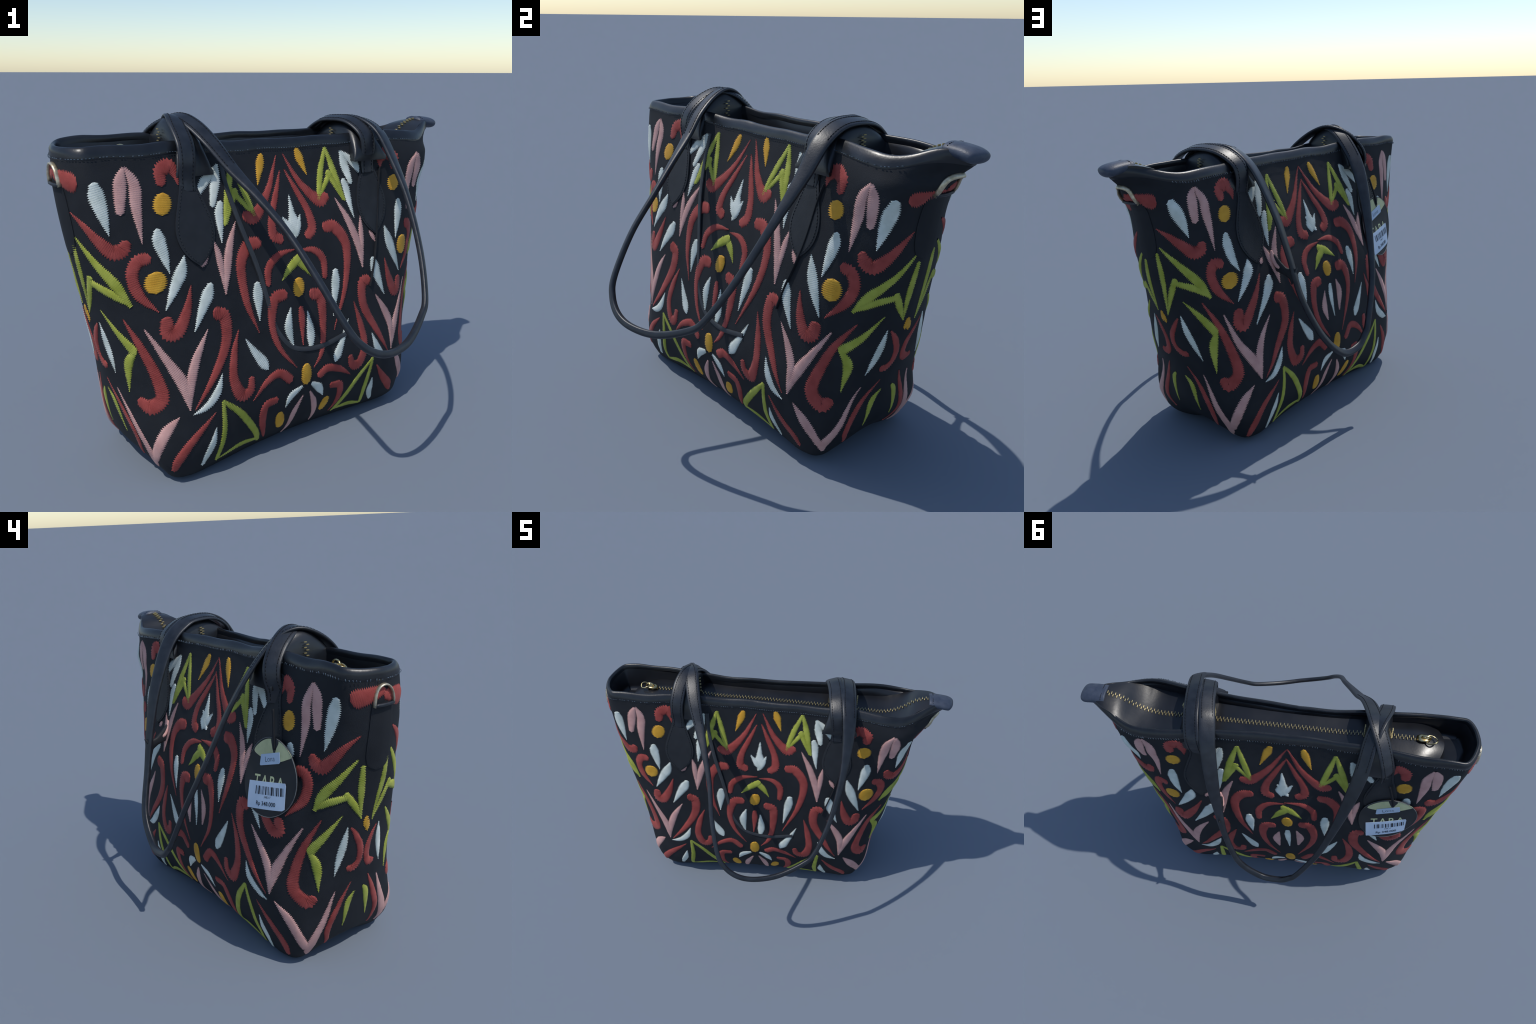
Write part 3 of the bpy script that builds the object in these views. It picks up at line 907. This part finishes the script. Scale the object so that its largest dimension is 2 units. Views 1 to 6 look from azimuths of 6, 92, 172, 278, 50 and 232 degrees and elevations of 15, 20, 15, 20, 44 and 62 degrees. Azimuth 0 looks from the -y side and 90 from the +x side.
def patch(name, spine, mat, parent, lift=.007, edge=.0015, seam=None, across=13, per=8, upper=1.64):
    """flat piece of leather lying on the skin: spine (U, z, half-width)"""
    C = catmull(np.array(spine, float), per)
    u, z, w = C[:, 0], C[:, 1], np.maximum(C[:, 2], .002)
    P = body(u, z)
    T = np.gradient(P, axis=0)
    T /= np.linalg.norm(T, axis=1, keepdims=True) + 1e-9
    S = np.cross(body_normal(u, z), T)
    S /= np.linalg.norm(S, axis=1, keepdims=True) + 1e-9
    Pu, Pz = surface_steps(u, z)
    a, b, c = (Pu * Pu).sum(1), (Pu * Pz).sum(1), (Pz * Pz).sum(1)
    e, f = (S * Pu).sum(1), (S * Pz).sum(1)
    det = a * c - b * b
    su, sz = (e * c - f * b) / det, (f * a - e * b) / det
    fs = np.concatenate([[-1.0], np.linspace(-1, 1, across), [1.0]])
    hs = np.full(len(fs), lift)
    hs[0] = hs[-1] = -edge
    hs[1] = hs[-2] = lift * .75
    UU = u[:, None] + fs[None] * (w * su)[:, None]
    ZZ = np.clip(z[:, None] + fs[None] * (w * sz)[:, None], .02, upper)
    V = skin(UU, ZZ, np.broadcast_to(hs, UU.shape))
    n = len(fs)
    # close the two ends down to the skin
    V0 = skin(UU[0], ZZ[0], np.full(n, -edge))
    V1 = skin(UU[-1], ZZ[-1], np.full(n, -edge))
    V = np.concatenate([V0[None], V, V1[None]])
    ob = new_mesh(name, V.reshape(-1, 3), grid_faces(len(V), n), mat, parent, auto=55)
    if seam is not None:
        b_ = Batch()
        for sgn in (-1, 1):
            k_ = sgn * (1 - seam / np.maximum(w, seam * 1.3))
            uu, zz = u + k_ * w * su, z + k_ * w * sz
            path = skin(uu, np.clip(zz, .02, upper), np.full(len(uu), lift + .0008))
            x = stitch_line(path, S, S, .017, .011, .0019)
            b_.add(x.v, x.f)
        st = new_mesh(name + "_stitching", b_.v, b_.f, M_STITCH if mat is not M_TAB else M_TABSEAM, ob)
        st["kind"] = "stuff"
    return ob


M_TABSEAM = mottled("tab_thread", (.012, .014, .018), (.022, .026, .032), 30, .8, .3)

# leaf-shaped tabs that carry the handles
for x_top, x_low, front in ((-.572, -.571, True), (.592, .602, True), (.592, .587, False), (-.620, -.600, False)):
    z_low = 1.087 if front else 1.075
    spine = []
    for t, w in ((0, .042), (.12, .042), (.26, .050), (.42, .078), (.58, .102), (.70, .106), (.82, .088), (.92, .052), (1.0, .006)):
        z = 1.58 + (z_low - 1.58) * t
        spine.append((u_at(x_top + (x_low - x_top) * t, z, front), z, w))
    patch("handle_tab", spine, M_TAB, BAG, lift=.0080, seam=.014)

# leather loops and brass rings at the two ends
for u0 in (1.0, 3.0):
    patch("ring_loop", [(u0, 1.500, .064), (u0, 1.42, .072), (u0, 1.30, .078), (u0, 1.23, .074), (u0, 1.185, .056), (u0, 1.165, .02)],
          M_FABRIC, BAG, lift=.0045)
    ring = []
    for k_ in range(17):
        a = math.pi * (k_ / 16)
        Pu, Pz = surface_steps(np.array(u0), np.array(1.52))
        du = 0.058 * math.cos(a) / np.linalg.norm(Pu)
        zz = 1.488 + 0.100 * math.sin(a) ** .8
        ring.append(skin(np.array(u0 + du), np.array(zz), np.array(.008)))
    v, f = sweep(ring, .0125, .0055, side0=body_normal(np.array(u0), np.array(1.5)), ring=10, power=2.2)
    fix_normals(new_mesh("brass_ring", v, f, M_RING, BAG))
    b = Batch()
    bar = [skin(np.array(u0 + .058 * k_ / np.linalg.norm(Pu)), np.array(1.495), np.array(.012)) for k_ in np.linspace(-1, 1, 7)]
    v, f = sweep(bar, .008, .008, side0=(0, 0, 1), ring=10)
    fix_normals(new_mesh("ring_loop_fold", v, f, M_STRAP, BAG))

# a curved dark grey strip across the front panel, and a thin dark line
GREY_STRIP = [(-.285, 1.544), (-.275, 1.393), (-.243, 1.201), (-.201, 1.016), (-.168, .825), (-.139, .687), (-.062, .577), (.075, .545), (.236, .572)]
THIN_DARK_LINE = [(.519, 1.454), (.501, 1.268), (.463, 1.038), (.408, .798)]


def ribbon(name, pts, half, mat, lift):
    return patch(name, [(u, z, half) for u, z in pts], mat, BAG, lift=lift, across=5, per=10)


ribbon("grey_strip", GREY_STRIP, .0125, M_GREY_STRIP, .0090)
ribbon("thin_dark_line", THIN_DARK_LINE, .0040, M_SEAM, .0135)

# stitched row along the band, ticks on the back
b = Batch()
n_st = 330
for i in range(n_st):
    U = 4.0 * i / n_st
    z0 = float(np.interp(U, np.append(UC, 4.0), np.append(RIMZ, RIMZ[0])))
    x = body(np.array(U), np.array(z0))[0]
    if x > 1.12:
        continue
    back = 1.0 < U < 3.0
    rag = RNG.random()
    if rag < .18:
        continue
    z = z0 - (.050 if not back else .052)
    lf = .0075
    if back:
        a, c = skin(np.array(U), np.array(z - .006), np.array(lf)), skin(np.array(U + .003 * RNG.uniform(-1, 1)), np.array(z + .006 * RNG.random()), np.array(lf))
    else:
        a, c = skin(np.array(U), np.array(z), np.array(lf)), skin(np.array(U + .0065), np.array(z), np.array(lf))
    v, f = sweep([a, c], .0018, .0014, side0=(0, .3, 1), ring=6)
    b.add(v, f)
st = new_mesh("rim_stitching", b.v, b.f, M_STITCH, rim)
st["kind"] = "stuff"

# ---------------------------------------------------------------- zip
def zip_frame(x):
    a, c = zip_surface(x - .004, 0.0), zip_surface(x + .004, 0.0)
    p = (a + c) / 2
    t = (c - a) / np.linalg.norm(c - a)
    return p, t


def tooth_mesh():
    bm = bmesh.new()
    bmesh.ops.create_cube(bm, size=1.0)
    bmesh.ops.bevel(bm, geom=bm.edges[:], offset=.12, segments=1, affect="EDGES")
    me = bpy.data.meshes.new("zip_tooth")
    bm.to_mesh(me)
    bm.free()
    me.materials.append(M_TEETH)
    return me


from mathutils import Matrix, Vector
TOOTH = tooth_mesh()
x, side = -0.765, 1
while x < 1.200:
    p, t = zip_frame(x)
    if not (-.60 < x < -.44 or .505 < x < .705):
        tw = t[0] * LONG + t[2] * UP
        nw = np.cross(tw, FACE)
        if nw[2] < 0:
            nw = -nw
        c = world(p + np.array([0, side * .0075, 0])) + nw * .004
        mx = Matrix(((tw[0] * .0048, FACE[0] * .019, nw[0] * .008, c[0]), (tw[1] * .0048, FACE[1] * .019, nw[1] * .008, c[1]),
                     (tw[2] * .0048, FACE[2] * .019, nw[2] * .008, c[2]), (0, 0, 0, 1)))
        ob = bpy.data.objects.new("zip_tooth", TOOTH)
        bpy.context.scene.collection.objects.link(ob)
        ob.parent = zip_tape
        ob.matrix_world = mx
    side = -side
    x += 0.0115

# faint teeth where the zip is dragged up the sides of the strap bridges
for xc, half, peak in ((-.525, .082, 1.758), (.604, .098, 1.714)):
    for sgn in (-1, 1):
        for k_ in range(9):
            zt = 1.60 + (peak - .045 - 1.60) * k_ / 8
            side = 1 if k_ % 2 else -1
            c = world(np.array([xc + sgn * (half * 1.0 + .001), -.02 + side * .007, zt]))
            ob = bpy.data.objects.new("zip_tooth", TOOTH)
            bpy.context.scene.collection.objects.link(ob)
            ob.parent = zip_tape
            ob.matrix_world = Matrix(((UP[0] * .0048, FACE[0] * .017, LONG[0] * .007, c[0]), (UP[1] * .0048, FACE[1] * .017, LONG[1] * .007, c[1]),
                                      (UP[2] * .0048, FACE[2] * .017, LONG[2] * .007, c[2]), (0, 0, 0, 1)))

# slider and puller
p, t = zip_frame(-0.80)
v, f = sweep([p + [-.045, 0, .008], p + [-.02, 0, .014], p + [.01, 0, .014], p + [.035, 0, .008]], [.014, .026, .028, .018], .009, side0=(0, 1, 0), ring=16, power=3)
slider = fix_normals(new_mesh("zip_slider", v, f, M_GOLD, zip_tape))
arc = [p + [-.02 - .030 * math.cos(a), .0, .018 + .026 * math.sin(a)] for a in np.linspace(0, math.pi, 9)]
v, f = sweep(arc, .006, .004, side0=(0, 1, 0), ring=8)
fix_normals(new_mesh("slider_bridge", v, f, M_GOLD, zip_tape))
loop = [p + [-.055 + .036 * math.cos(a), .030 * math.sin(a) - .006, .016 + .008 * math.sin(2 * a)] for a in np.linspace(0, 2 * math.pi, 25)]
v, f = sweep(loop, .0045, .0045, side0=(0, 0, 1), ring=8)
fix_normals(new_mesh("zip_puller", v, f, M_GOLD, zip_tape))

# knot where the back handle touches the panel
web = [(.445, -.335, 1.045), (.442, -.380, 1.030), (.438, -.425, 1.010), (.434, -.470, .995), (.430, -.498, .985)]
v, f = sweep(catmull(web, 5), [.012] * 21, np.interp(np.linspace(0, 1, 21), [0, .3, .55, .8, 1], [.060, .034, .024, .034, .060]), side0=(1, 0, 0), ring=14)
fix_normals(new_mesh("handle_knot", v, f, M_TAB, BAG))
tuft = [(.452, -.330, 1.120), (.450, -.348, 1.080), (.446, -.372, 1.045), (.442, -.398, 1.022)]
v, f = sweep(catmull(tuft, 5), np.interp(np.linspace(0, 1, 16), [0, .3, .8, 1], [.006, .018, .022, .010]), .012, side0=(1, 0, 0), ring=12)
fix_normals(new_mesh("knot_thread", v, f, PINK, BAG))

# ---------------------------------------------------------------- price tag
TAG_C = np.array([-.679, -.305, 1.076])
TAG_R = np.array([-.977, .081, .192])       # to the right, as one reads it
TAG_U = np.array([.149, .066, .987])        # upwards


def tag_point(a, c, lift):
    p = TAG_C + a * TAG_R + c * TAG_U
    nb = section_n(p[0], p[2], False)
    p[1] = min(0.45 * p[1] + 0.55 * (nb - .005), nb - .005) - lift
    return p


def tag_sheet(name, outline, lift, thick, mat, parent, rings=7):
    """flat sheet with the outline (a, c), following the bag's curve"""
    O = np.array(outline, float)
    mid = O.mean(0)
    V, n = [], len(O)
    for k_ in range(rings):
        s_ = 1 - k_ / (rings - 1) * .97
        V += [tag_point(*(mid + (o - mid) * s_), lift + thick) for o in O]
    F = grid_faces(rings, n, wrap=True)
    F.append(tuple(range((rings - 1) * n, rings * n)))
    base = len(V)
    V += [tag_point(*o, lift) for o in O]
    for i in range(n):
        j = (i + 1) % n
        F.append((i, j, base + j, base + i))
    return new_mesh(name, V, F, mat, parent, auto=40)


def tag_text(name, body_text, size, a, c, lift, mat, parent, tilt=0.0, stretch=1.0, bold=0.0, space=1.0):
    cu = bpy.data.curves.new(name, "FONT")
    cu.body = body_text
    cu.size = size
    cu.align_x = "CENTER"
    cu.offset = bold
    cu.space_character = space
    tmp = bpy.data.objects.new(name, cu)
    bpy.context.scene.collection.objects.link(tmp)
    dg = bpy.context.evaluated_depsgraph_get()
    me = tmp.evaluated_get(dg).to_mesh()
    vs = [(v_.co.x * stretch, v_.co.y) for v_ in me.vertices]
    fs = [tuple(p_.vertices) for p_ in me.polygons]
    tmp.to_mesh_clear() if hasattr(tmp, "to_mesh_clear") else None
    bpy.data.objects.remove(tmp)
    ct, sn = math.cos(tilt), math.sin(tilt)
    V = [tag_point(a + x_ * ct - y_ * sn, c + x_ * sn + y_ * ct, lift) for x_, y_ in vs]
    return new_mesh(name, V, fs, mat, parent, smooth=False)


M_CARD = mottled("black_card", (.013, .015, .018), (.020, .022, .026), 8, .55, .4)
M_CREAM = mottled("cream_green_print", (.42, .44, .24), (.60, .60, .34), 14, .5, .4)
M_LETTER = mottled("pale_green_print", (.46, .50, .28), (.56, .58, .36), 20, .5, .4)
M_PAPER = mottled("white_sticker", (.42, .52, .66), (.50, .60, .74), 8, .55, .4)
M_INK = mottled("black_ink", (.012, .014, .022), (.03, .035, .05), 30, .6, .3)
M_CARD_EDGE = mottled("grey_card_edge", (.10, .11, .12), (.16, .17, .17), 30, .6, .3)

oval = [(.192 * math.cos(a), .203 * math.sin(a) - .003) for a in np.linspace(0, 2 * math.pi, 48, endpoint=False)]
tag = tag_sheet("price_tag", oval, .004, .0055, M_CARD, BAG)
rimv, rimf = sweep([tag_point(a * 1.0, c, .010) for a, c in oval[30:] + oval[:20]], .0022, .0018, side0=(0, 1, 0), ring=6)
new_mesh("tag_edge", rimv, rimf, M_CARD_EDGE, tag)
lips = [(-.128, .130), (-.083, .170), (-.015, .192), (.058, .184), (.116, .158), (.165, .108), (.125, .090), (.085, .080), (.020, .072), (-.068, .098)]
lips = catmull(lips, 4, closed=True)
tag_sheet("lips_print", lips, .0102, .0012, M_CREAM, tag)
notch = catmull([(.014, .198), (.022, .150), (.037, .118), (.052, .145), (.070, .176), (.045, .200)], 4, closed=True)
tag_sheet("tag_slot", notch, .0116, .0012, M_CARD, tag, rings=4)
cord = [tag_point(.040, .140, .014), tag_point(.038, .200, .016), tag_point(.030, .260, .012), tag_point(.020, .340, .008)]
v, f = sweep(catmull(cord, 6), .008, .005, side0=(1, 0, 0), ring=8)
new_mesh("tag_cord", v, f, M_SEAM, tag)
name_lbl = [(-.067, .112), (.081, .128), (.084, .071), (-.077, .054)]
name_lbl = [(c_[0], c_[1]) for c_ in resample(np.array(name_lbl + name_lbl[:1]), 33)[:-1]]
label = tag_sheet("name_sticker", name_lbl, .0126, .0014, M_PAPER, tag)
tag_text("sticker_writing", "Lona", .040, .006, .078, .0148, M_INK, label, tilt=.10, stretch=1.0, bold=-.0006)
tag_text("tag_lettering", "TARA", .088, -.004, -.056, .0108, M_LETTER, tag, tilt=-.06, stretch=.84, bold=.0010, space=1.28)
price = [(-.144, -.023), (.125, -.027), (.108, -.168), (-.148, -.163)]
price = [(c_[0], c_[1]) for c_ in resample(np.array(price + price[:1]), 41)[:-1]]
sticker = tag_sheet("price_sticker", price, .0122, .0016, M_PAPER, tag)
b = Batch()
x = -.088
for i, w_ in enumerate((3, 1, 5, 1, 1, 2, 1, 4, 1, 2, 1, 6, 2, 1, 4, 2, 5, 2)):
    wd = .0021 * w_
    if i % 1 == 0:
        ys = -.046 - .03 * (x + .088)
        q = [tag_point(x, ys, .0145), tag_point(x + wd, ys, .0145), tag_point(x + wd, ys - .042, .0145), tag_point(x, ys - .042, .0145)]
        b.add(q, [(0, 1, 2, 3)])
    x += wd + (.0052 if i % 3 else .0075)
new_mesh("bar_code", b.v, b.f, M_INK, sticker, smooth=False)["kind"] = "stuff"
tag_text("sticker_writing", "348L17", .016, .000, -.108, .0145, M_INK, sticker, tilt=-.03)
tag_text("sticker_writing", "Rp 348.000", .030, -.012, -.146, .0145, M_INK, sticker, tilt=-.03, bold=.0004)
